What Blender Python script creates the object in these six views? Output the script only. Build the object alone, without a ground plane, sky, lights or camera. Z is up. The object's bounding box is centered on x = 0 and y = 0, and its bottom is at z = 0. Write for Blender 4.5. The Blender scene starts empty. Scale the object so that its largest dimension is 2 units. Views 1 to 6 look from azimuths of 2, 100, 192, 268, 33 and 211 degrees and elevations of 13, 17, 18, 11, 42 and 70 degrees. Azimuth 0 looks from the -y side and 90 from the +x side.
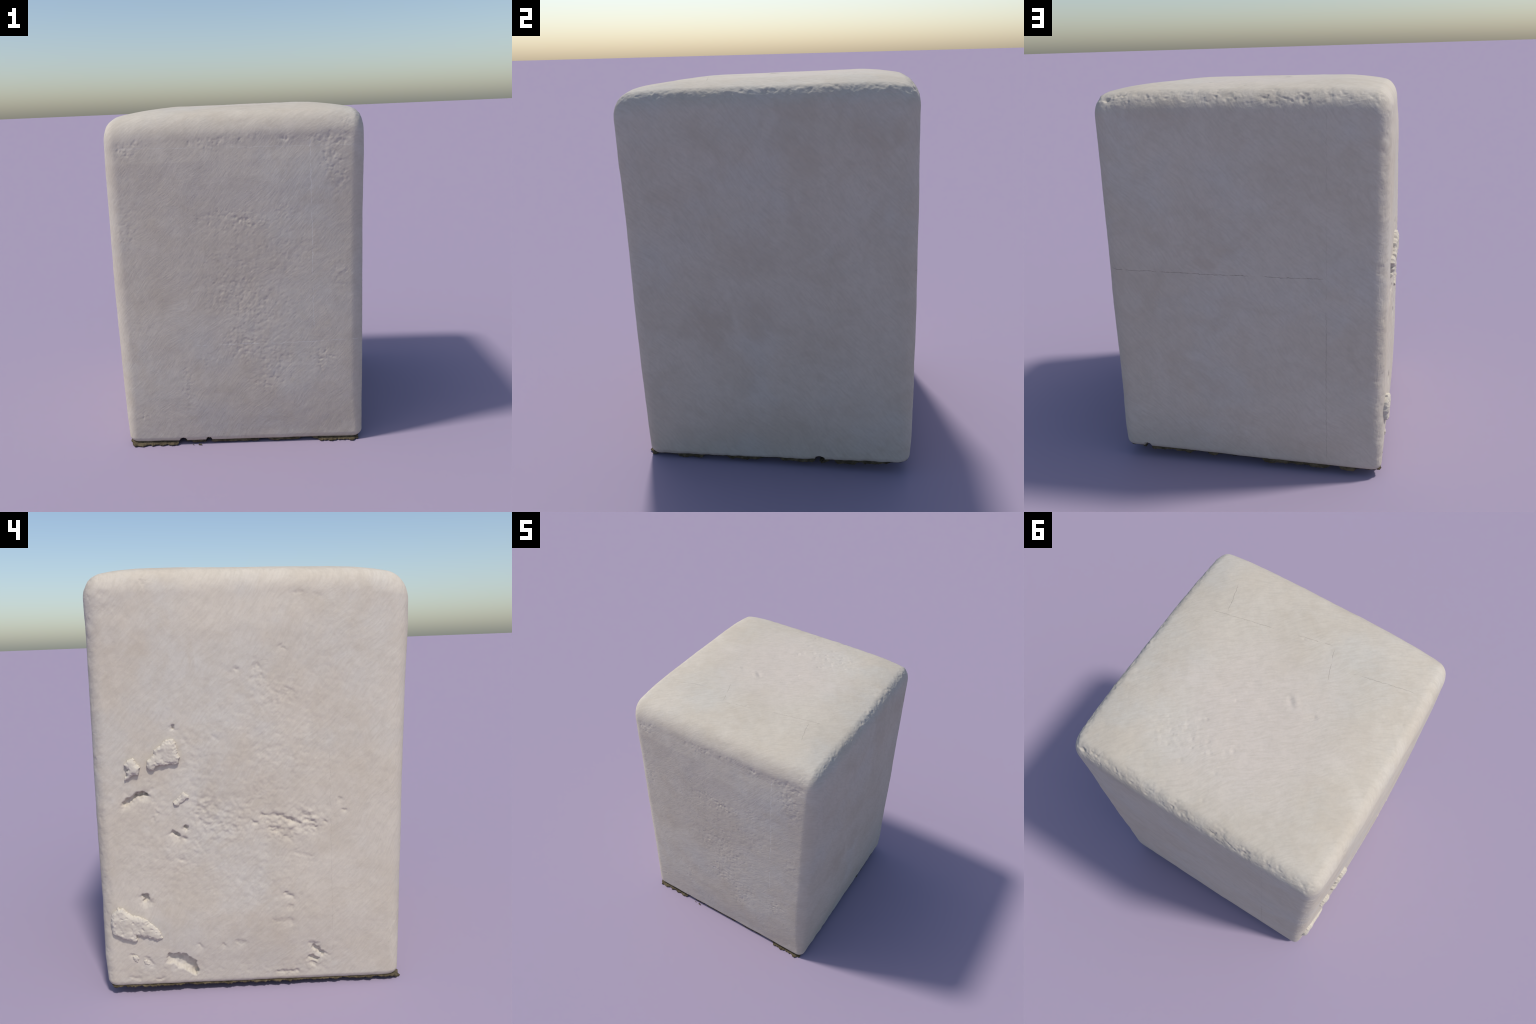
"""A weathered, slightly leaning block of cast stone: rounded upper edges, chipped
arrises, plaster chips stuck to one side, and soil tongues with a modelled band of dark contact shade under its foot."""
import bpy
import numpy as np

# ------------------------------------------------------------------ measurements
# plan corners of the block (order: -x-y, +x-y, +x+y, -x+y) at a few heights, metres
LEVELS = [
    (0.00, (-.680, -.688), (.706, -.654), (.694, .718), (-.692, .710)),
    (0.05, (-.689, -.696), (.720, -.667), (.702, .727), (-.703, .719)),
    (0.20, (-.693, -.699), (.719, -.675), (.703, .733), (-.706, .722)),
    (0.50, (-.696, -.702), (.722, -.686), (.701, .731), (-.706, .715)),
    (1.00, (-.695, -.710), (.723, -.692), (.701, .724), (-.708, .707)),
    (1.40, (-.686, -.723), (.726, -.696), (.698, .717), (-.709, .695)),
    (1.70, (-.679, -.738), (.734, -.704), (.699, .708), (-.708, .689)),
    (2.00, (-.674, -.737), (.737, -.708), (.698, .708), (-.710, .690)),
]
# how far each side swells outwards at its middle
BULGE = {'-y': .031, '+x': .029, '+y': .022, '-x': .031}
FOOT = (.026, .018, .074, .050)          # height of the foot at the four corners
CORNER_R = (.080, .072, .075, .068)          # upright edges, same order as the corners
TOP_R = {'-x': .066, '+x': .066, '-y': .095, '+y': .080}     # upper edges, inwards
TOP_Z = {'-x': .088, '+x': .092, '-y': .120, '+y': .100}     # upper edges, downwards
HALF = .713

_lz = np.array([l[0] for l in LEVELS])
_lc = np.array([l[1:] for l in LEVELS])


# ------------------------------------------------------------------ noise
def _hash(ix, iy, iz, seed):
    h = (ix.astype(np.uint32) * np.uint32(374761393) + iy.astype(np.uint32) * np.uint32(668265263)
         + iz.astype(np.uint32) * np.uint32(2147483647) + np.uint32((seed * 974711) & 0xffffffff))
    h = (h ^ (h >> np.uint32(13))) * np.uint32(1274126177)
    h = (h ^ (h >> np.uint32(16))) * np.uint32(2246822519)
    return (h ^ (h >> np.uint32(15))) & np.uint32(15)


_G = np.array([(1, 1, 0), (-1, 1, 0), (1, -1, 0), (-1, -1, 0), (1, 0, 1), (-1, 0, 1), (1, 0, -1), (-1, 0, -1),
               (0, 1, 1), (0, -1, 1), (0, 1, -1), (0, -1, -1), (1, 1, 0), (0, -1, 1), (-1, 1, 0), (0, -1, -1)], float)
_R = np.array([[.736, .472, -.486], [-.604, .780, -.157], [.305, .409, .860]])


def noise(P, scale, seed=0):
    """smooth gradient noise in about -1..1; scale = size of a lump in metres"""
    Q = (P @ _R.T) / scale + 1000.0 + seed * 1.37
    I = np.floor(Q).astype(np.int64)
    F = Q - I
    W = F * F * F * (F * (F * 6 - 15) + 10)
    out = 0.0
    for dx in (0, 1):
        wx = W[:, 0] if dx else 1 - W[:, 0]
        for dy in (0, 1):
            wy = W[:, 1] if dy else 1 - W[:, 1]
            for dz in (0, 1):
                wz = W[:, 2] if dz else 1 - W[:, 2]
                g = _G[_hash(I[:, 0] + dx, I[:, 1] + dy, I[:, 2] + dz, seed)]
                d = g[:, 0] * (F[:, 0] - dx) + g[:, 1] * (F[:, 1] - dy) + g[:, 2] * (F[:, 2] - dz)
                out = out + wx * wy * wz * d
    return np.clip(out * 1.45, -1, 1)


def fractal(P, scale, octaves=3, seed=0, gain=.5):
    s, a, t = 0.0, 1.0, 0.0
    for k in range(octaves):
        s = s + a * noise(P, scale / 2 ** k, seed + 17 * k)
        t += a
        a *= gain
    return s / t


def smooth(e0, e1, x):
    t = np.clip((x - e0) / (e1 - e0), 0, 1)
    return t * t * (3 - 2 * t)


# ------------------------------------------------------------------ block shape
def corners_at(z):
    return [np.stack([np.interp(z, _lz, _lc[:, i, k]) for k in (0, 1)], -1) for i in range(4)]


def plan(a, b, z):
    """square coordinates (-1..1) to world x, y at height z"""
    c = corners_at(z)
    u, v = ((a + 1) / 2)[:, None], ((b + 1) / 2)[:, None]
    P = c[0] * (1 - u) * (1 - v) + c[1] * u * (1 - v) + c[2] * u * v + c[3] * (1 - u) * v
    w = (1.1 * smooth(-.05, .42, z) - .1) * (1 - .45 * smooth(1.68, 1.95, z))
    fa, fb = w * (1 - np.abs(a) ** 2.6), w * (1 - np.abs(b) ** 2.6)
    P[:, 0] += fb * (BULGE['+x'] * np.clip(a, 0, 1) - BULGE['-x'] * np.clip(-a, 0, 1))
    P[:, 1] += fa * (BULGE['+y'] * np.clip(b, 0, 1) - BULGE['-y'] * np.clip(-b, 0, 1))
    return P


def foot_at(a, b):
    u, v = (a + 1) / 2, (b + 1) / 2
    return FOOT[0] * (1 - u) * (1 - v) + FOOT[1] * u * (1 - v) + FOOT[2] * u * v + FOOT[3] * (1 - u) * v


def roof_at(a, b):
    fa = np.clip(1 - (1 - np.abs(a)) * HALF / .33, 0, 1) ** 2
    fb = np.clip(1 - (1 - np.abs(b)) * HALF / .33, 0, 1) ** 2
    return 1.9915 + .012 * b - .012 * np.clip(-a, 0, 1) ** 2 * np.clip(-b, 0, 1) ** 2 - .042 * np.minimum((fa ** 1.5 + fb ** 1.5) ** (1 / 1.5), 1.45)


def pick(a, b, table):
    """blend a per-side value over the square by how near each side is"""
    w = {'-x': np.clip(-a, 0, 1), '+x': np.clip(a, 0, 1), '-y': np.clip(-b, 0, 1), '+y': np.clip(b, 0, 1)}
    num, den = 0.0, 1e-9
    for k, wk in w.items():
        wk = wk ** 8 + 1e-6
        num, den = num + wk * table[k], den + wk
    return num / den


def block_point(a, b, c):
    """cube coordinates (a, b in -1..1, c in 0..1) to the rounded block's surface"""
    H = 1.97
    grow = smooth(.80, .985, c)
    sx = np.where(a < 0, TOP_R['-x'], TOP_R['+x'])
    sy = np.where(b < 0, TOP_R['-y'], TOP_R['+y'])
    cr = np.where(a < 0, np.where(b < 0, CORNER_R[0], CORNER_R[3]), np.where(b < 0, CORNER_R[1], CORNER_R[2]))
    cr = cr * (.72 + .28 * smooth(0, .22, c))
    rx = (cr + (sx - cr) * grow) / HALF
    ry = (cr + (sy - cr) * grow) / HALF
    rz = pick(a, b, TOP_Z) / H
    ex = np.clip((np.abs(a) - (1 - rx)) / rx, 0, 1)
    ey = np.clip((np.abs(b) - (1 - ry)) / ry, 0, 1)
    ez = np.clip((c - (1 - rz)) / rz, 0, 1)
    m = np.maximum(np.maximum(ex, ey), ez)
    n = (ex ** 2.2 + ey ** 2.2 + ez ** 2.2) ** (1 / 2.2)
    k = np.where(n > 1e-9, m / np.maximum(n, 1e-9), 1.0)
    pa = np.sign(a) * (np.minimum(np.abs(a), 1 - rx) + rx * ex * k)
    pb = np.sign(b) * (np.minimum(np.abs(b), 1 - ry) + ry * ey * k)
    pc = np.minimum(c, 1 - rz) + rz * ez * k
    lo, hi = foot_at(pa, pb), roof_at(pa, pb)
    z = lo + pc * (hi - lo)
    xy = plan(pa, pb, z)
    # rounded foot
    low = np.clip(1 - (z - lo) / .025, 0, 1) ** 2 * .007
    cen = np.array([.012, .013])
    xy = xy - (xy - cen) / HALF * low[:, None]
    return np.column_stack([xy, z])


# ------------------------------------------------------------------ shapes on a face
def poly_sd(y, z, pts):
    """signed distance (negative inside) to a closed outline"""
    pts = np.array(pts, float)
    d = np.full(y.shape, 1e9)
    inside = np.zeros(y.shape, bool)
    for i in range(len(pts)):
        p, q = pts[i - 1], pts[i]
        e = q - p
        wy, wz = y - p[0], z - p[1]
        t = np.clip((wy * e[0] + wz * e[1]) / (e @ e + 1e-12), 0, 1)
        d = np.minimum(d, np.hypot(wy - t * e[0], wz - t * e[1]))
        c1, c2 = (p[1] > z), (q[1] > z)
        cross = (c1 != c2) & (y < e[0] * (z - p[1]) / (e[1] if abs(e[1]) > 1e-12 else 1e-12) + p[0])
        inside ^= cross
    return np.where(inside, -d, d)


def seg_d(y, z, s):
    y0, z0, y1, z1 = s
    ey, ez = y1 - y0, z1 - z0
    t = np.clip(((y - y0) * ey + (z - z0) * ez) / (ey * ey + ez * ez + 1e-12), 0, 1)
    return np.hypot(y - y0 - t * ey, z - z0 - t * ez), t


def blob(y, z, cy, cz, ry, rz):
    return np.exp(-((y - cy) / ry) ** 2 - ((z - cz) / rz) ** 2)


# gouges on the -x side: y0, z0, y1, z1, half width, depth
GOUGES = [
    (-.047, .875, -.077, .873, .006, .006), (-.090, .866, -.139, .866, .008, .007),
    (-.143, .855, -.195, .839, .008, .009), (-.195, .839, -.222, .826, .009, .008),
    (-.244, .837, -.279, .834, .008, .008), (-.261, .817, -.292, .804, .008, .008),
    (-.084, .811, -.106, .812, .007, .006), (-.092, .794, -.132, .801, .008, .007),
    (-.236, .867, -.258, .862, .010, .006), (-.006, .845, -.023, .835, .007, .006),
    (-.146, .488, -.182, .473, .008, .007), (-.163, .426, -.174, .421, .007, .004),
    (-.335, .829, -.338, .827, .007, .006), (-.154, .766, -.176, .756, .007, .005),
    (-.278, .203, -.317, .168, .011, .014), (-.317, .168, -.338, .165, .007, .007),
    (-.261, .151, -.289, .140, .010, .013), (-.269, .126, -.285, .109, .008, .010),
    (-.107, .078, -.143, .078, .008, .007), (-.163, .079, -.199, .077, .008, .007),
    (-.262, .220, -.286, .216, .012, .007), (-.320, .348, -.352, .338, .008, -.005),
    (.431, .907, .423, .902, .006, .004), (.446, .880, .440, .872, .006, .004),
    (.045, 1.535, .040, 1.533, .010, .005), (-.042, 1.546, -.048, 1.542, .010, .005),
    (-.062, 1.505, -.070, 1.49, .010, .004), (-.155, 1.625, -.170, 1.615, .008, .004),
    (-.170, 1.43, -.200, 1.425, .012, .004), (-.225, 1.851, -.250, 1.853, .010, .003),
    (-.315, 1.838, -.335, 1.835, .008, .002), (.605, 1.868, .585, 1.866, .014, .003),
    (.600, 1.803, .560, 1.798, .035, .002), (.432, 1.912, .418, 1.906, .009, .005),
    (.332, 1.295, .330, 1.287, .009, .012), (-.405, .930, -.410, .928, .007, .004),
    (-.430, .880, -.436, .880, .006, .005), (.155, 1.24, .14, 1.23, .010, .003),
    (-.20, .69, -.27, .66, .012, .003), (-.10, .355, -.17, .345, .014, .004),
    (.085, .255, .06, .25, .010, .004), (.155, .245, .15, .242, .006, .005),
    (.27, .255, .262, .24, .008, .004), (.60, .09, .56, .08, .010, .004),
    (.48, .07, .45, .075, .008, .005), (.357, .810, .334, .790, .010, .018),
    (.298, .831, .294, .827, .008, .016), (.309, .779, .306, .778, .007, .010),
    (.572, .950, .512, .985, .012, .020), (.512, .990, .472, .990, .011, .028),
    (.475, 1.000, .450, 1.015, .010, .004), (.506, .505, .500, .488, .015, .022),
    (.590, .213, .566, .195, .006, .006), (.520, .190, .500, .160, .008, .006),
    (.62, .93, .60, .945, .012, -.004), (.62, 1.03, .63, 1.02, .012, -.003),
]
CRESCENT = [(.421, .208), (.381, .211), (.336, .203), (.297, .171), (.279, .133), (.290, .087),
            (.328, .110), (.368, .134), (.384, .154), (.429, .160)]
# rough patches on the -x side: y, z, radius y, radius z, strength
ROUGH_WEST = [(.225, .875, .06, .07, 1.0), (.12, .82, .07, .06, 1.1), (.06, .92, .09, .06, .6),
              (-.05, .98, .07, .05, .5), (-.15, .82, .11, .06, 1.3), (-.26, .84, .09, .06, 1.1),
              (.26, .73, .05, .05, .7), (.33, .67, .04, .04, .6), (-.06, 1.49, .04, .09, .7),
              (-.16, 1.42, .06, .05, .6), (.20, 1.07, .08, .09, .4), (-.28, .16, .06, .07, .7),
              (.28, 1.18, .05, .10, .35), (0, .60, .3, .25, .35), (-.15, 1.15, .25, .2, .35), (.45, .70, .2, .25, .25), (.1, 1.35, .3, .2, .2), (-.35, 1.6, .2, .2, .2), (.45, 1.0, .15, .12, .35),
              (.45, .12, .3, .06, .35), (.2, .95, .05, .05, .7), (-.1, .1, .3, .05, .3)]
# rough patches on the -y side: x, z, rx, rz, strength
ROUGH_SOUTH = [(-.09, 1.785, .05, .03, 2.2), (.02, 1.805, .07, .02, 1.9), (.12, 1.825, .05, .02, 1.0),
               (-.17, 1.80, .05, .02, 1.2), (.31, 1.80, .04, .035, 1.6), (.50, 1.80, .07, .03, 2.2),
               (.60, 1.79, .05, .03, 1.6), (.55, 1.69, .06, .07, 1.5), (.60, 1.57, .05, .08, .9),
               (.65, 1.86, .03, .05, 1.6), (.10, 1.36, .10, .04, 1.4), (.05, 1.40, .09, .03, 1.2),
               (.29, 1.41, .04, .035, 1.2), (-.10, 1.38, .10, .07, .7), (.05, 1.15, .25, .16, .5),
               (0.0, .92, .16, .14, .8), (.2, .85, .15, .12, .6), (.02, .65, .10, .10, 1.1),
               (.22, .55, .12, .12, .9), (.49, .54, .07, .08, 1.2), (.16, .40, .10, .06, .7),
               (.60, 1.06, .05, .07, 1.1), (-.31, .42, .03, .14, .9), (-.17, .55, .06, .05, .6),
               (-.58, 1.36, .07, .12, .7), (-.56, 1.77, .05, .04, 1.4), (-.48, 1.80, .05, .03, .9),
               (.35, 1.2, .15, .12, .5), (-.59, .19, .05, .04, .9)]
ROUGH_TOP = [(-.02, .32, .05, .04, 1.2), (.08, .38, .09, .05, .9), (.22, .33, .10, .10, 1.0),
             (-.25, -.05, .04, .05, .9), (.12, .08, .03, .03, 1.0), (.0, .5, .05, .1, .5), (.32, .42, .12, .12, .7),
             (-.1, -.06, .06, .06, .5)]
PITS_TOP = [(.123, .084), (.187, .244), (.205, .262), (.245, .32), (.262, .30), (-.015, .317), (.071, .383),
            (.186, .368), (.16, .41), (-.029, .592), (-.006, .453), (-.627, -.262), (.269, .452), (.168, .487),
            (-.247, -.051), (.30, .38), (.34, .42), (.11, .34), (.03, -.40), (.28, .40), (.22, .42), (.35, .33)]
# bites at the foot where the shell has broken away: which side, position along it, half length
BITES = [('-y', -.358, .022), ('-y', -.205, .018), ('+x', .265, .026), ('+y', .575, .018)]


def relief(P, N, side):
    """displaced surface of the block"""
    x, y, z = P[:, 0], P[:, 1], P[:, 2]
    west, east = smooth(.55, .9, -N[:, 0]), smooth(.55, .9, N[:, 0])
    south, north = smooth(.55, .9, -N[:, 1]), smooth(.55, .9, N[:, 1])
    up = smooth(.55, .9, N[:, 2])
    h = .0024 * fractal(P, .38, 3, 3) + .0013 * fractal(P, .11, 3, 9) + .0006 * west * fractal(P, .035, 2, 13)
    # strokes of the float, slanting down to the right (up to the right on the -x side)
    hz = N[:, 0] * y - N[:, 1] * x
    slant = np.where(N[:, 0] < -.6, -1.0, 1.0) * .75 + .45 * noise(P, .35, 77)
    across = hz * .7 + z * slant
    S = np.column_stack([across, (x + y) * .25, z * .22])
    stroke = fractal(S, .017, 2, 21) * (.5 + .5 * smooth(-.6, .5, noise(P, .16, 23)))
    h += .00050 * stroke * (1 - .6 * up) * (1 - .5 * west - .35 * south + .9 * east + .7 * north)
    fine = fractal(P, .020, 2, 33)
    chunky = fractal(P, .034, 2, 47)
    ridged = 1 - 2 * np.abs(fractal(P, .040, 2, 61))
    pit = -np.clip(fractal(P, .026, 2, 81) - .12, 0, 1)

    def patches(lst, u, v):
        m = 0.0
        for (cu, cv, ru, rv, s) in lst:
            m = m + s * blob(u, v, cu, cv, ru, rv)
        return m
    mw = patches(ROUGH_WEST, y, z) * west
    h += mw * (.0022 * fine + .0032 * chunky + .004 * pit)
    ms = patches(ROUGH_SOUTH, x, z) * south
    ms = 2.2 * (1 - np.exp(-ms / 2.2))
    h += ms * (.0011 * fine + .0009 * chunky + .0042 * pit)
    mt = patches(ROUGH_TOP, x, y) * up
    h += mt * (.0009 * fine + .0012 * chunky + .0012 * pit)

    h += -.008 * south * (blob(x, z, -.05, .42, .38, .20) + .9 * blob(x, z, .2, 1.72, .40, .10))
    h += .0035 * east * smooth(.16, .04, z) * noise(np.column_stack([x, y, z * .25]), .055, 55)
    # the ledge where the form of the upper edge meets the -y side
    h += -.004 * south * smooth(1.86, 1.80, z) * smooth(1.70, 1.79, z) * (.6 + .6 * fractal(P, .12, 2, 5)) * smooth(-.3, .3, x)

    # chipped arris above the +y side
    bev = np.exp(-((N[:, 2] - .66) / .30) ** 2) * np.clip(N[:, 1] * 1.4, 0, 1)
    worn = .62 + .75 * smooth(-.12, .42, fractal(P, .21, 2, 92))
    h += bev * worn * (.0066 * fractal(P, .055, 4, 93, .6) + .013 * np.minimum(fractal(P, .034, 2, 94) + .12, 0) - .0005)
    # crumbled arris above the +x side
    bev = np.exp(-((N[:, 2] - .72) / .26) ** 2) * np.clip(N[:, 0] * 1.4, 0, 1)
    worn = .65 + .75 * smooth(-.10, .40, fractal(P, .17, 2, 96) + .25 * y)
    h += bev * worn * (.0064 * fractal(P, .038, 4, 95, .6) + .0030 * ridged + .008 * np.minimum(fractal(P, .030, 2, 98) + .15, 0))
    # upright edge between +y and -x: knocks
    bev = np.clip(N[:, 1] * 1.5, 0, 1) * np.clip(-N[:, 0] * 1.5, 0, 1)
    h += bev * (.0022 * fractal(P, .055, 2, 97) + .002 * pit)
    # other rounded edges, lightly
    bev = np.exp(-((N[:, 2] - .6) / .35) ** 2) * (np.clip(-N[:, 0], 0, 1) + .6 * np.clip(-N[:, 1], 0, 1))
    h += bev * (.0016 * fractal(P, .07, 2, 99))
    D = N * h[:, None]

    # ---- -x side
    idx = np.where((side == 0) & (N[:, 0] < -.35))[0]
    yy, zz, PP = y[idx], z[idx], P[idx]
    wy = yy + .006 * noise(PP, .024, 201) + .0035 * noise(PP, .010, 202)
    wz = zz + .006 * noise(PP, .024, 203) + .0035 * noise(PP, .010, 204)
    dep = np.zeros(len(idx))
    for (y0, z0, y1, z1, w, d) in GOUGES:
        soft = 0 < d < .0115          # shallow marks are worn, deep ones keep their rims
        if soft:
            w, d = w * 1.35, d * .85
        near = np.where((np.abs(wy - (y0 + y1) / 2) < abs(y0 - y1) / 2 + 4 * w)
                        & (np.abs(wz - (z0 + z1) / 2) < abs(z0 - z1) / 2 + 4 * w))[0]
        q, t = seg_d(wy[near], wz[near], (y0, z0, y1, z1))
        if d > 0:
            k = 1 - smooth((.05 if soft else .45) * w, (1.45 if soft else 1.25) * w, q)
            # steep above, sloping out below
            dz = (wz[near] - (z0 + t * (z1 - z0))) / w
            k = np.maximum(k, .5 * np.exp(-(q / (1.9 * w)) ** 2) * smooth(.5, -.9, dz))
            k = k * (1 + .30 * noise(PP[near], .012, 230))
            dep[near] = np.maximum(dep[near], d * k)
        else:
            dep[near] += d * np.exp(-(q / w) ** 2)
    sd = poly_sd(wy, wz, CRESCENT)
    # floor slopes from the deep upper right rim out to the lower left
    ramp = np.clip(((zz - .12) * .7 - (yy - .36) * .75) / .075 + .45, .22, 1)
    dep = np.maximum(dep, smooth(.003, -.006, sd) * ramp * .030 * (1 + .18 * noise(PP, .02, 210)))
    D[idx, 0] += dep
    # ---- pits on the top
    idx = np.where(N[:, 2] > .8)[0]
    for i, (cx, cy) in enumerate(PITS_TOP):
        r = .007 + .004 * ((i * 37) % 7) / 7
        D[idx, 2] -= .0024 * np.exp(-((x[idx] - cx) ** 2 + (y[idx] - cy) ** 2) / r ** 2)
    for (cx, cy, r, d) in ((-.02, .02, .045, .003), (.10, -.05, .035, .002), (-.24, -.04, .03, .003), (.05, .18, .05, .002),
                           (-.12, .22, .06, .002), (.22, .05, .04, .002), (-.30, .25, .05, .002), (.02, -.22, .05, .002)):
        D[idx, 2] -= d * np.exp(-((x[idx] - cx) ** 2 + ((y[idx] - cy) * 1.5) ** 2) / r ** 2)
    q, t = seg_d(x[idx], y[idx], (-.075, -.085, -.13, -.035))
    D[idx, 2] -= .0040 * np.exp(-(q / .014) ** 2) * np.sin(np.pi * np.clip(t, .08, .92))
    q, t = seg_d(x[idx], y[idx], (-.10, -.095, -.145, -.055))
    D[idx, 2] += .0045 * np.exp(-(q / .018) ** 2) * np.sin(np.pi * np.clip(t, .08, .92))
    # ---- bites at the foot
    for (s, pos, half) in BITES:
        ax, sg = (0, 1 if s[0] == '+' else -1) if s[1] == 'x' else (1, 1 if s[0] == '+' else -1)
        along = P[:, 1 - ax] + .006 * noise(P, .015, 301)
        low = z - foot_at(np.clip(x / HALF, -1, 1), np.clip(y / HALF, -1, 1))
        m = (N[:, ax] * sg > .3) & (low < .05)
        k = smooth(1.0, .55, np.abs(along - pos) / half) * smooth(.022, .012, low + .5 * np.abs(along - pos) / half * .01)
        D[:, ax] -= np.where(m, sg * k * .045, 0)
    return P + D


# ------------------------------------------------------------------ mesh helpers
def make_mesh(name, verts, quads, smooth_shade=True):
    me = bpy.data.meshes.new(name)
    verts = np.asarray(verts, np.float32)
    quads = np.asarray(quads, np.int32)
    me.vertices.add(len(verts))
    me.vertices.foreach_set('co', verts.ravel())
    me.loops.add(quads.size)
    me.loops.foreach_set('vertex_index', quads.ravel())
    me.polygons.add(len(quads))
    me.polygons.foreach_set('loop_start', np.arange(0, quads.size, 4, dtype=np.int32))
    me.polygons.foreach_set('use_smooth', np.full(len(quads), smooth_shade))
    me.update(calc_edges=True)
    me.validate()
    return me


def vertex_normals(P, quads):
    a, b, c, d = (P[quads[:, i]] for i in range(4))
    n = np.cross(c - a, d - b)
    N = np.zeros_like(P)
    for i in range(4):
        for k in range(3):
            N[:, k] += np.bincount(quads[:, i], weights=n[:, k], minlength=len(P))
    return N / np.maximum(np.linalg.norm(N, axis=1, keepdims=True), 1e-12)


def build_block():
    n, rows = 340, 470
    g = np.linspace(-1, 1, n + 1)
    # perimeter of the square, counter-clockwise from (-1,-1); side ids: 1 = -y, 2 = +x, 3 = +y, 0 = -x
    pa = np.concatenate([g[:-1], np.ones(n), -g[:-1], -np.ones(n)])
    pb = np.concatenate([-np.ones(n), g[:-1], np.ones(n), -g[:-1]])
    ps = np.repeat([1, 2, 3, 0], n)
    M = 4 * n
    cz = np.linspace(0, 1, rows + 1)
    A, B = np.tile(pa, rows + 1), np.tile(pb, rows + 1)
    Cc = np.repeat(cz, M)
    S = np.tile(ps, rows + 1)
    # interior of the top and of the underside
    gi = g[1:-1]
    ta, tb = (q.ravel() for q in np.meshgrid(gi, gi, indexing='ij'))
    top0 = len(A)
    m = 20
    gu = np.linspace(-1, 1, m + 1)[1:-1]
    A = np.concatenate([A, ta])
    B = np.concatenate([B, tb])
    Cc = np.concatenate([Cc, np.ones(len(ta))])
    S = np.concatenate([S, np.full(len(ta), 4)])
    i, j = np.meshgrid(np.arange(rows), np.arange(M), indexing='ij')
    i, j = i.ravel(), j.ravel()
    j2 = (j + 1) % M
    Q = [np.column_stack([i * M + j, i * M + j2, (i + 1) * M + j2, (i + 1) * M + j])]
    # index grid of the top
    G = np.zeros((n + 1, n + 1), np.int64)
    base = rows * M
    r = np.arange(n)
    G[r, 0] = base + r
    G[n, r] = base + n + r
    G[n - r, n] = base + 2 * n + r
    G[0, n - r] = base + 3 * n + r
    G[1:-1, 1:-1] = top0 + np.arange(len(ta)).reshape(n - 1, n - 1)
    Q.append(np.column_stack([G[:-1, :-1].ravel(), G[1:, :-1].ravel(), G[1:, 1:].ravel(), G[:-1, 1:].ravel()]))
    Q = np.concatenate(Q)
    P = block_point(A, B, Cc)
    N = vertex_normals(P, Q)
    P = relief(P, N, S)
    P[:, 2] = np.minimum(P[:, 2], 2.0)
    # close the underside: inner ring pulled in, then a low-lying centre fan of quads
    ring = P[:M].copy()
    cen = np.array([.012, .013])
    inner = ring.copy()
    inner[:, :2] = cen + (ring[:, :2] - cen) * .955
    inner[:, 2] += .004
    k0 = len(P)
    mid = ring.copy()
    mid[:, :2] = cen + (ring[:, :2] - cen) * .02
    mid[:, 2] = .05
    P = np.concatenate([P, inner, mid])
    jj = np.arange(M)
    j2 = (jj + 1) % M
    Q = np.concatenate([Q, np.column_stack([k0 + jj, k0 + j2, j2, jj]),
                        np.column_stack([k0 + M + jj, k0 + M + j2, k0 + j2, k0 + jj])])
    return make_mesh('block', P, Q), ring


# ------------------------------------------------------------------ plaster chips on the -x side
CHIPS = [
    dict(out=[(.378, 1.231), (.335, 1.238), (.320, 1.220), (.317, 1.185), (.307, 1.155), (.314, 1.133), (.338, 1.126),
              (.385, 1.122), (.414, 1.123), (.429, 1.100), (.446, 1.099), (.461, 1.119), (.455, 1.145), (.424, 1.169),
              (.425, 1.191), (.387, 1.215)], h=.0185, tilt=(-.03, .02)),
    dict(out=[(.557, 1.128), (.543, 1.149), (.519, 1.159), (.506, 1.143), (.487, 1.116), (.497, 1.082), (.523, 1.081),
              (.541, 1.062), (.563, 1.057), (.552, 1.080), (.544, 1.106)], h=.0185, tilt=(0, .04)),
    dict(out=[(.351, .946), (.330, .968), (.301, .997), (.274, .971), (.296, .957), (.323, .936), (.333, .928)],
         h=.0105, tilt=(.0, .03)),
    dict(out=[(.635, .452), (.614, .449), (.568, .412), (.520, .399), (.453, .341), (.434, .293), (.459, .283),
              (.510, .301), (.562, .314), (.558, .282), (.613, .293), (.638, .309), (.668, .321), (.678, .370),
              (.667, .423)], h=.0175, tilt=(.045, -.01)),
    dict(out=[(.589, .205), (.570, .211), (.554, .189), (.565, .169), (.582, .175)], h=.0075, tilt=(0, 0)),
    dict(out=[(.541, .178), (.523, .182), (.507, .154), (.534, .156)], h=.0045, tilt=(0, 0)),
]


def west_face_x(y, z):
    c = corners_at(z)
    b = np.clip(2 * (y - c[0][:, 1]) / (c[3][:, 1] - c[0][:, 1]) - 1, -1, 1)
    x = plan(-np.ones_like(b), b, z)[:, 0]
    # follow the rounded upright edge
    k = np.clip(1 - (c[3][:, 1] - y) / CORNER_R[3], 0, 1)
    return x + CORNER_R[3] * (1 - np.sqrt(np.maximum(1 - k * k, 0)))


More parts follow.
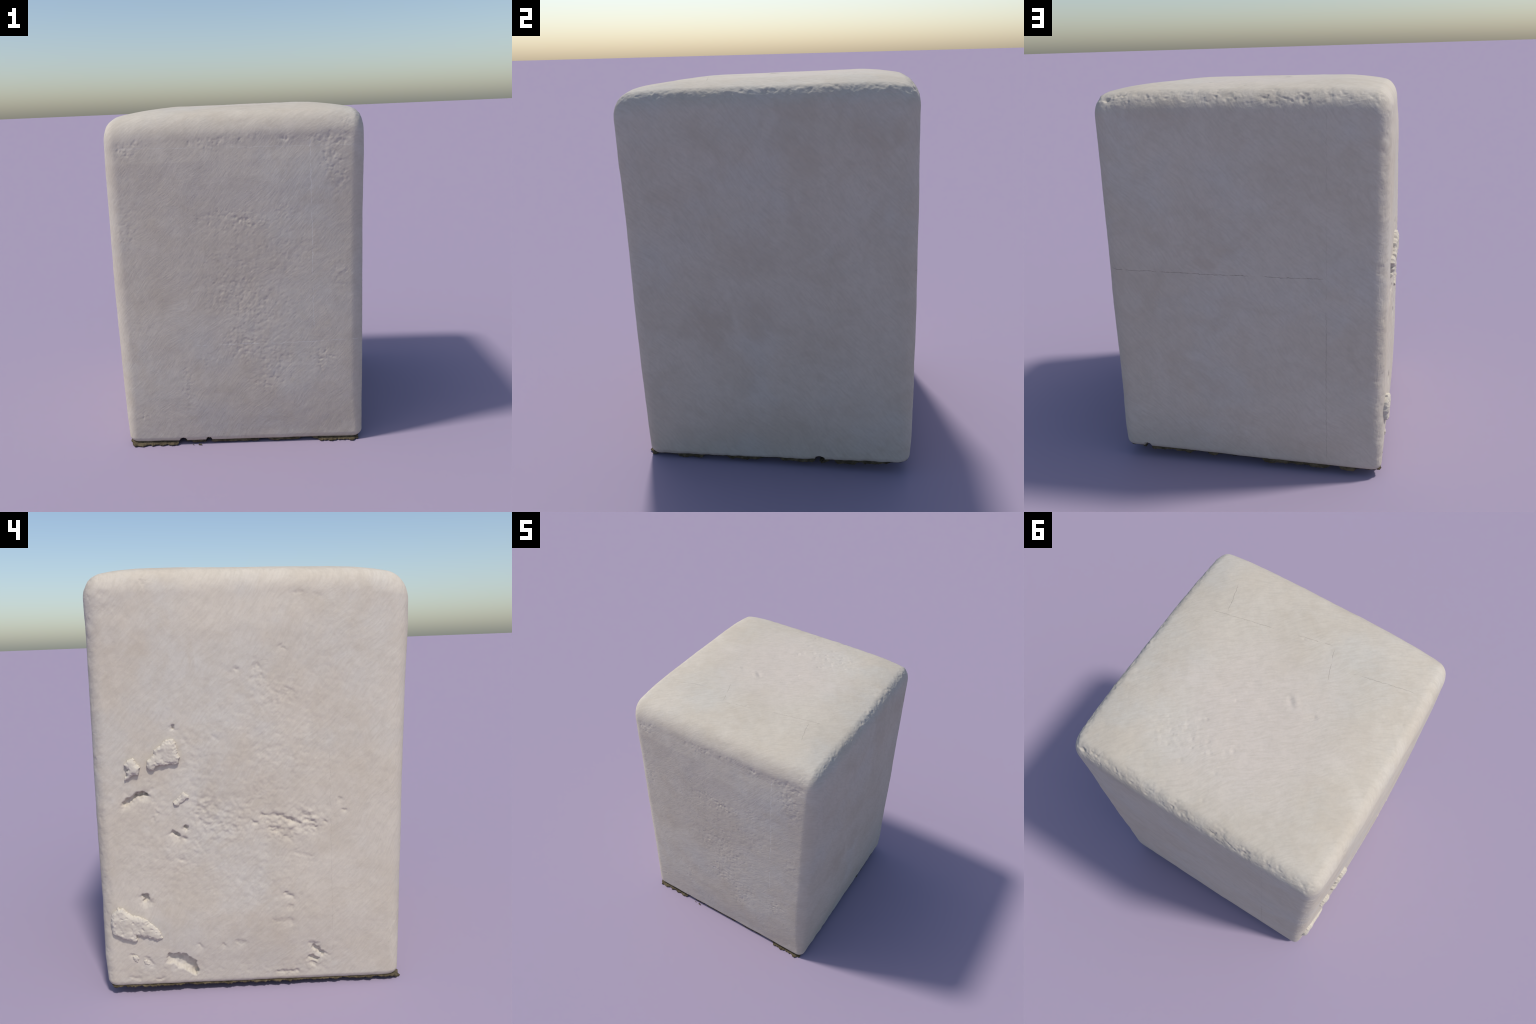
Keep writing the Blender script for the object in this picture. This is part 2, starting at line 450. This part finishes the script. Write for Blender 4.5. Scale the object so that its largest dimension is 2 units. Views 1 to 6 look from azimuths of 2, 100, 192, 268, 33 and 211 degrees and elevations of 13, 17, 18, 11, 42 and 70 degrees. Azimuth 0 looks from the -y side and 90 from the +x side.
def build_chip(spec, seed):
    out = np.array(spec['out'])
    step = .0022
    ys = np.arange(out[:, 0].min() - .012, out[:, 0].max() + .012, step)
    zs = np.arange(out[:, 1].min() - .012, out[:, 1].max() + .012, step)
    Y, Z = (q.ravel() for q in np.meshgrid(ys, zs, indexing='ij'))
    P = np.column_stack([np.full(len(Y), seed * .37), Y, Z])
    wy = Y + .004 * noise(P, .017, 400 + seed) + .0022 * noise(P, .007, 401 + seed)
    wz = Z + .004 * noise(P, .017, 402 + seed) + .0022 * noise(P, .007, 403 + seed)
    sd = poly_sd(wy, wz, out)
    cy, cz = out.mean(0)
    H = spec['h'] + spec['tilt'][0] * (Y - cy) + spec['tilt'][1] * (cz - Z) * -1
    H = np.maximum(H, .004)
    lump = .0055 * fractal(P, .046, 3, 410 + seed, .42) - .006 * np.clip(noise(P, .018, 415 + seed) - .45, 0, 1)
    prof = smooth(.0022, -.0026, sd) * .76 + .24 * smooth(0, -.016, sd)
    h = -.008 + prof * (H + .008 + lump)
    ny, nz = len(ys), len(zs)
    I = np.arange(ny * nz).reshape(ny, nz)
    q = np.column_stack([I[:-1, :-1].ravel(), I[:-1, 1:].ravel(), I[1:, 1:].ravel(), I[1:, :-1].ravel()])
    q = q[(sd[q] < .006).any(1)]
    used, inv = np.unique(q, return_inverse=True)
    q = inv.reshape(-1, 4)
    x0 = west_face_x(Y, Z)[used]
    front = np.column_stack([x0 - h[used], Y[used], Z[used]])
    back = np.column_stack([x0 + .014, Y[used], Z[used]])
    k = len(used)
    # rim
    e = np.concatenate([q[:, [0, 1]], q[:, [1, 2]], q[:, [2, 3]], q[:, [3, 0]]])
    key = set(map(tuple, e.tolist()))
    rim = np.array([p for p in e.tolist() if (p[1], p[0]) not in key])
    rimq = np.column_stack([rim[:, 1], rim[:, 0], rim[:, 0] + k, rim[:, 1] + k])
    return make_mesh('plaster_chip', np.concatenate([front, back]),
                     np.concatenate([q[:, ::-1], q + k, rimq[:, ::-1]]))


# ------------------------------------------------------------------ soil and modelled contact shade under the foot
def build_crust(ring):
    """ragged lip of dry soil that hangs on under the foot"""
    n = len(ring)
    cen = np.array([.012, .013])
    R = ring[:, :2]
    tang = np.roll(R, -3, 0) - np.roll(R, 3, 0)
    nrm = np.column_stack([tang[:, 1], -tang[:, 0]])
    nrm /= np.linalg.norm(nrm, axis=1, keepdims=True)
    x, y = R[:, 0], R[:, 1]
    P = np.column_stack([R, np.zeros(n)])
    jag = .5 * noise(P, .035, 501) + .35 * noise(P, .014, 502) + .25 * noise(P, .006, 503)
    south, west = smooth(.6, .95, -nrm[:, 1]), smooth(.6, .95, -nrm[:, 0])
    north, east = smooth(.6, .95, nrm[:, 1]), smooth(.6, .95, nrm[:, 0])
    tongue = np.maximum(smooth(-.36, -.375, x), smooth(.45, .47, x)) * south
    out = .000 + .003 * jag + tongue * (.018 + .016 * jag) + west * (.005 + .007 * jag)
    out += np.exp(-((x + .69) ** 2 + (y + .68) ** 2) / .03 ** 2) * .016
    hang = .016 + .007 * jag
    hang *= 1 - .35 * west
    hang += north * (.004 + .008 * noise(P, .16, 511)) + east * (.003 + .006 * noise(P, .12, 512))
    hang *= 1 - (1 - west) * (1 - tongue) * smooth(.05, -.25, noise(P, .11, 515)) * .85
    hang *= 1 - .8 * np.exp(-((x - .69) ** 2 + (y - .72) ** 2) / .10 ** 2)
    hang = np.maximum(hang, .002)
    z = ring[:, 2]
    zt = np.maximum(z - hang * .55 - .010 * tongue, .006)
    zb = np.maximum(z - hang - .010 * tongue, .001)
    rows = [
        (-.030, z + .006), (-.005, z + .003), (-.003, z - hang * .30),
        (None, zt), (None, zb), (-.030, zb + .002),
    ]
    V = []
    for k, (o, zz) in enumerate(rows):
        off = (out if k == 3 else out - .0015) if o is None else np.full(n, o)
        V.append(np.column_stack([R + nrm * off[:, None], zz]))
    m = len(rows)
    V = np.concatenate(V)
    j = np.arange(n)
    j2 = (j + 1) % n
    Q = np.concatenate([np.column_stack([k * n + j, k * n + j2, ((k + 1) % m) * n + j2, ((k + 1) % m) * n + j])
                        for k in range(m)])
    return make_mesh('soil_and_shade_band', V, Q[:, ::-1], False)


def build_crumbs():
    rng = np.random.default_rng(7)
    spots = [(-.262, -.690, .005), (-.252, -.693, .004), (-.30, -.690, .003)]
    V, Q = [], []
    for (x, y, r) in spots:
        k = len(V) * 8
        c = np.array([[a, b, cc] for cc in (-1, 1) for (a, b) in ((-1, -1), (1, -1), (1, 1), (-1, 1))], float)
        c *= rng.uniform(.5, 1.1, c.shape) * np.array([r * 1.3, r, r * .5])
        t = rng.uniform(0, 6.3)
        c[:, :2] = c[:, :2] @ np.array([[np.cos(t), -np.sin(t)], [np.sin(t), np.cos(t)]])
        c += [x, y, 0]
        c[:, 2] -= c[:, 2].min()
        V.append(c)
        Q += [[k + a for a in f] for f in ((3, 2, 1, 0), (4, 5, 6, 7), (0, 1, 5, 4), (1, 2, 6, 5), (2, 3, 7, 6), (3, 0, 4, 7))]
    return make_mesh('soil_crumb', np.concatenate(V), Q, False)


# ------------------------------------------------------------------ materials
class Nodes:
    def __init__(self, name):
        self.mat = bpy.data.materials.new(name)
        self.mat.use_nodes = True
        self.t = self.mat.node_tree
        self.t.nodes.clear()
        self.out = self.t.nodes.new('ShaderNodeOutputMaterial')
        self.bsdf = self.t.nodes.new('ShaderNodeBsdfPrincipled')
        self.link(self.bsdf.outputs[0], self.out.inputs[0])
        self.co = self.t.nodes.new('ShaderNodeTexCoord').outputs['Object']

    def link(self, a, b):
        self.t.links.new(a, b)

    def put(self, sock, v):
        if hasattr(v, 'is_linked'):
            self.link(v, sock)
        else:
            sock.default_value = v

    def math(self, op, a, b=0.0, c=0.0, clamp=False):
        n = self.t.nodes.new('ShaderNodeMath')
        n.operation, n.use_clamp = op, clamp
        for s, v in zip(n.inputs, (a, b, c)):
            self.put(s, v)
        return n.outputs[0]

    def mapping(self, scale=(1, 1, 1), rot=(0, 0, 0), loc=(0, 0, 0)):
        n = self.t.nodes.new('ShaderNodeMapping')
        self.link(self.co, n.inputs['Vector'])
        n.inputs['Scale'].default_value, n.inputs['Rotation'].default_value = scale, rot
        n.inputs['Location'].default_value = loc
        return n.outputs[0]

    def noise(self, scale, detail=3, rough=.5, vec=None, dist=0):
        n = self.t.nodes.new('ShaderNodeTexNoise')
        self.link(vec if vec is not None else self.co, n.inputs['Vector'])
        n.inputs['Scale'].default_value, n.inputs['Detail'].default_value = scale, detail
        n.inputs['Roughness'].default_value, n.inputs['Distortion'].default_value = rough, dist
        return n.outputs[0]

    def ramp(self, f, lo, hi, a=0.0, b=1.0):
        n = self.t.nodes.new('ShaderNodeMapRange')
        n.interpolation_type = 'SMOOTHSTEP'
        self.put(n.inputs['Value'], f)
        for k, v in (('From Min', lo), ('From Max', hi), ('To Min', a), ('To Max', b)):
            n.inputs[k].default_value = v
        return n.outputs[0]

    def mix(self, f, a, b, mode='MIX'):
        n = self.t.nodes.new('ShaderNodeMix')
        n.data_type, n.blend_type = 'RGBA', mode
        self.put(n.inputs[0], f)
        self.put(n.inputs[6], a)
        self.put(n.inputs[7], b)
        return n.outputs[2]

    def xyz(self):
        n = self.t.nodes.new('ShaderNodeSeparateXYZ')
        self.link(self.co, n.inputs[0])
        return n.outputs

    def bump(self, h, strength, dist, normal=None):
        n = self.t.nodes.new('ShaderNodeBump')
        self.link(h, n.inputs['Height'])
        n.inputs['Strength'].default_value, n.inputs['Distance'].default_value = strength, dist
        if normal is not None:
            self.link(normal, n.inputs['Normal'])
        return n.outputs[0]


STONE = (.572, .515, .430, 1)
WARM = (.525, .460, .368, 1)
COOL = (.550, .517, .455, 1)
ROSE = (.575, .505, .440, 1)
# soft stains: centre, radius, strength
STAINS = [
    ((.72, -.30, .83), .15, .8), ((.73, -.02, .85), .13, .6), ((.73, -.05, 1.2), .14, .5), ((.74, .55, 1.72), .16, .7),
    ((.74, .15, 1.75), .18, .6), ((.73, -.25, 1.72), .12, .5), ((.73, -.45, 1.45), .12, .5), ((.72, -.32, .95), .10, .6),
    ((.13, .74, 1.33), .12, .5), ((.10, .74, 1.20), .09, .6), ((.30, .75, .55), .14, .6), ((.15, .75, .45), .12, .5),
    ((.02, .75, .30), .10, .4), ((.33, .75, .85), .10, .4), ((.1, -.73, 1.15), .22, .5), ((-.15, -.73, .95), .20, .5),
    ((-.38, -.73, .95), .16, .5), ((-.40, -.74, 1.35), .10, .4), ((-.71, .55, 1.62), .16, .6), ((-.72, .05, 1.05), .24, .6),
    ((-.72, -.3, 1.5), .25, .4), ((-.72, .0, .30), .20, .4), ((-.72, .40, .65), .10, .3),
]
PALE = [((-.73, .22, 1.45), .26, .7), ((-.73, .20, 1.15), .22, .6), ((-.73, .05, .60), .24, .6), ((-.73, .1, .10), .30, .4)]


def spots(m, lst, wobble):
    """sum of soft round patches with ragged rims"""
    total = 0.0
    for (cx, cy, cz), r, s in lst:
        n = m.t.nodes.new('ShaderNodeVectorMath')
        n.operation = 'DISTANCE'
        m.link(wobble, n.inputs[0])
        n.inputs[1].default_value = (cx, cy, cz)
        total = m.math('MAXIMUM', total, m.ramp(n.outputs['Value'], r * 1.15, r * .25, 0, s))
    return total


def strokes(m, along=15.0, across=62.0):
    """coordinates of the float strokes: squeezed along one slanting direction"""
    n = m.t.nodes.new('ShaderNodeTexNoise')
    m.link(m.co, n.inputs['Vector'])
    n.inputs['Scale'].default_value = 2.5
    wav = m.t.nodes.new('ShaderNodeVectorMath')
    wav.operation = 'MULTIPLY_ADD'
    m.link(n.outputs['Color'], wav.inputs[0])
    wav.inputs[1].default_value = (.14,) * 3
    m.link(m.co, wav.inputs[2])
    dot = m.t.nodes.new('ShaderNodeVectorMath')
    dot.operation = 'DOT_PRODUCT'
    m.link(wav.outputs[0], dot.inputs[0])
    dot.inputs[1].default_value = (-.577, .577, .577)
    cmb = m.t.nodes.new('ShaderNodeCombineXYZ')
    for k, (ax, sg) in enumerate(zip(m.xyz(), (-1, 1, 1))):
        m.link(m.math('ADD', m.math('MULTIPLY', ax, along), m.math('MULTIPLY', dot.outputs['Value'], across * sg)), cmb.inputs[k])
    return cmb.outputs[0]


def stone_material():
    m = Nodes('stone')
    # coordinates shaken by noise give stains their ragged rims
    def shaken(scale, amount):
        n = m.t.nodes.new('ShaderNodeTexNoise')
        m.link(m.co, n.inputs['Vector'])
        n.inputs['Scale'].default_value, n.inputs['Detail'].default_value = scale, 5
        a = m.t.nodes.new('ShaderNodeVectorMath')
        a.operation = 'MULTIPLY_ADD'
        m.link(n.outputs['Color'], a.inputs[0])
        a.inputs[1].default_value = (amount,) * 3
        o = m.t.nodes.new('ShaderNodeVectorMath')
        o.operation = 'SUBTRACT'
        m.link(m.co, o.inputs[0])
        o.inputs[1].default_value = (amount / 2,) * 3
        m.link(o.outputs[0], a.inputs[2])
        return a.outputs[0]
    wob = shaken(5.0, .42)
    c = m.mix(m.ramp(m.noise(3.2, 5, .6), .40, .66, 0, .55), STONE, WARM)
    c = m.mix(m.ramp(m.noise(2.3, 4, .6, m.mapping(loc=(4, 1, 7))), .46, .68, 0, .7), c, COOL)
    c = m.mix(spots(m, PALE, wob), c, COOL)
    blot = m.math('MULTIPLY', spots(m, STAINS, wob), m.ramp(m.noise(1.0, 4, .65, strokes(m, 6.0, 10.0)), .30, .62, .25, .85))
    c = m.mix(blot, c, (.470, .400, .315, 1))
    c = m.mix(m.ramp(m.noise(3.4, 6, .68, m.mapping(loc=(2, 6, 5)), 1.2), .46, .72, 0, .45), c, (.470, .405, .318, 1))
    c = m.mix(spots(m, [((0, .12, 2.0), .55, .8)], wob), c, ROSE)
    c = m.mix(m.ramp(m.noise(24, 4, .65), .38, .75, 0, .22), c, (.43, .385, .32, 1))
    c = m.mix(m.ramp(m.noise(75, 3, .6), .35, .80, 0, .16), c, (.40, .36, .31, 1))
    grain = m.noise(1.0, 3, .6, strokes(m))
    c = m.mix(m.ramp(grain, .38, .72, 0, .27), c, (.41, .36, .29, 1))  # stroke shading painted into the colour, since skylight barely brings out the relief
    # hairlines where the mould sections met
    X, Y, Z = m.xyz()
    g = m.t.nodes.new('ShaderNodeNewGeometry')
    sep = m.t.nodes.new('ShaderNodeSeparateXYZ')
    m.link(g.outputs['Normal'], sep.inputs[0])
    nx, ny, nz = sep.outputs
    wig = m.math('MULTIPLY', m.math('SUBTRACT', m.noise(22, 4, .7), .5), .022)
    brk = m.ramp(m.noise(9, 3, .7, m.mapping(loc=(3, 8, 1))), .40, .50)

    def line(coord, pos, slope, other, lo, hi, facing, w=.0016):
        d = m.math('ABSOLUTE', m.math('ADD', m.math('SUBTRACT', coord, m.math('MULTIPLY_ADD', other, slope, pos)), wig))
        k = m.ramp(d, w, w * .35)
        k = m.math('MULTIPLY', k, m.ramp(other, lo, lo + .03))
        k = m.math('MULTIPLY', k, m.ramp(other, hi, hi - .03))
        return m.math('MULTIPLY', k, m.ramp(facing, .7, .85))
    south, north = m.math('MULTIPLY', ny, -1.0), ny
    dark = m.math('MAXIMUM', line(Z, 1.098, .008, X, -.43, .68, north),
                  m.math('MULTIPLY', line(X, -.421, -.004, Z, .08, 1.88, north), m.ramp(Z, 1.1, .9, .2, .5)))
    west = m.math('MULTIPLY', nx, -1.0)
    dark = m.math('MAXIMUM', dark, m.math('MULTIPLY', line(Y, -.368, .004, Z, .15, 1.2, west), .16))
    top = m.math('MAXIMUM', line(Y, -.417, .25, X, -.12, .53, nz), line(Y, -.282, .277, X, -.60, -.24, nz))
    top = m.math('MAXIMUM', top, line(X, .350, -.306, Y, -.51, -.32, nz))
    top = m.math('MAXIMUM', top, line(X, -.291, -.37, Y, -.44, -.25, nz))
    dark = m.math('MAXIMUM', dark, m.math('MULTIPLY', top, .55))
    pale = m.math('MAXIMUM', line(Z, .648, .002, X, -.36, .71, south, .002), line(X, .439, .0026, Z, .73, 1.80, south, .002))
    pale = m.math('MAXIMUM', pale, m.math('MULTIPLY', line(Z, 1.77, -.02, X, -.64, .70, south, .002), .5))
    dark = m.math('MULTIPLY', dark, brk)
    pale = m.math('MULTIPLY', m.math('MULTIPLY', pale, brk), .6)
    c = m.mix(m.math('MULTIPLY', dark, .60), c, (.20, .165, .135, 1))
    c = m.mix(pale, c, (.68, .66, .60, 1))
    m.link(c, m.bsdf.inputs['Base Color'])
    m.bsdf.inputs['Roughness'].default_value = .85
    m.bsdf.inputs['Specular IOR Level'].default_value = .22
    streak = grain
    b = m.bump(streak, .22, .0040)
    b = m.bump(m.noise(120, 3, .6), .25, .002, b)
    b = m.bump(m.math('SUBTRACT', 1.0, dark), .5, .004, b)
    m.link(b, m.bsdf.inputs['Normal'])
    return m.mat


def chip_material():
    m = Nodes('plaster')
    c = m.mix(m.ramp(m.noise(18, 4, .6), .35, .7), (.560, .510, .428, 1), (.515, .465, .385, 1))
    m.link(c, m.bsdf.inputs['Base Color'])
    m.bsdf.inputs['Roughness'].default_value = .9
    m.bsdf.inputs['Specular IOR Level'].default_value = .2
    m.link(m.bump(m.noise(140, 3, .6), .2, .002), m.bsdf.inputs['Normal'])
    return m.mat


def soil_material():
    m = Nodes('soil')
    c = m.mix(m.ramp(m.noise(30, 4, .6), .35, .7), (.060, .048, .030, 1), (.14, .112, .068, 1))
    m.link(c, m.bsdf.inputs['Base Color'])
    m.bsdf.inputs['Roughness'].default_value = .95
    m.bsdf.inputs['Specular IOR Level'].default_value = .1
    m.link(m.bump(m.noise(140, 4, .6), .4, .004), m.bsdf.inputs['Normal'])
    return m.mat


# ------------------------------------------------------------------ assembly
def put(name, me, mat, parent, kind=None):
    ob = bpy.data.objects.new(name, me)
    bpy.context.scene.collection.objects.link(ob)
    me.materials.append(mat)
    ob.parent = parent
    if kind:
        ob['kind'] = kind
    return ob


def main():
    root = bpy.data.objects.new('stone_block', None)
    bpy.context.scene.collection.objects.link(root)
    root['label'] = 'weathered pale cast stone block with rounded chipped edges'
    root['category'] = 'stone block'
    stone, plaster, soil = stone_material(), chip_material(), soil_material()
    me, ring = build_block()
    put('block', me, stone, root)
    for i, spec in enumerate(CHIPS):
        put('plaster_chip', build_chip(spec, i), plaster, root)
    put('soil_and_shade_band', build_crust(ring), soil, root)
    put('soil_crumb', build_crumbs(), soil, root, 'stuff')


main()
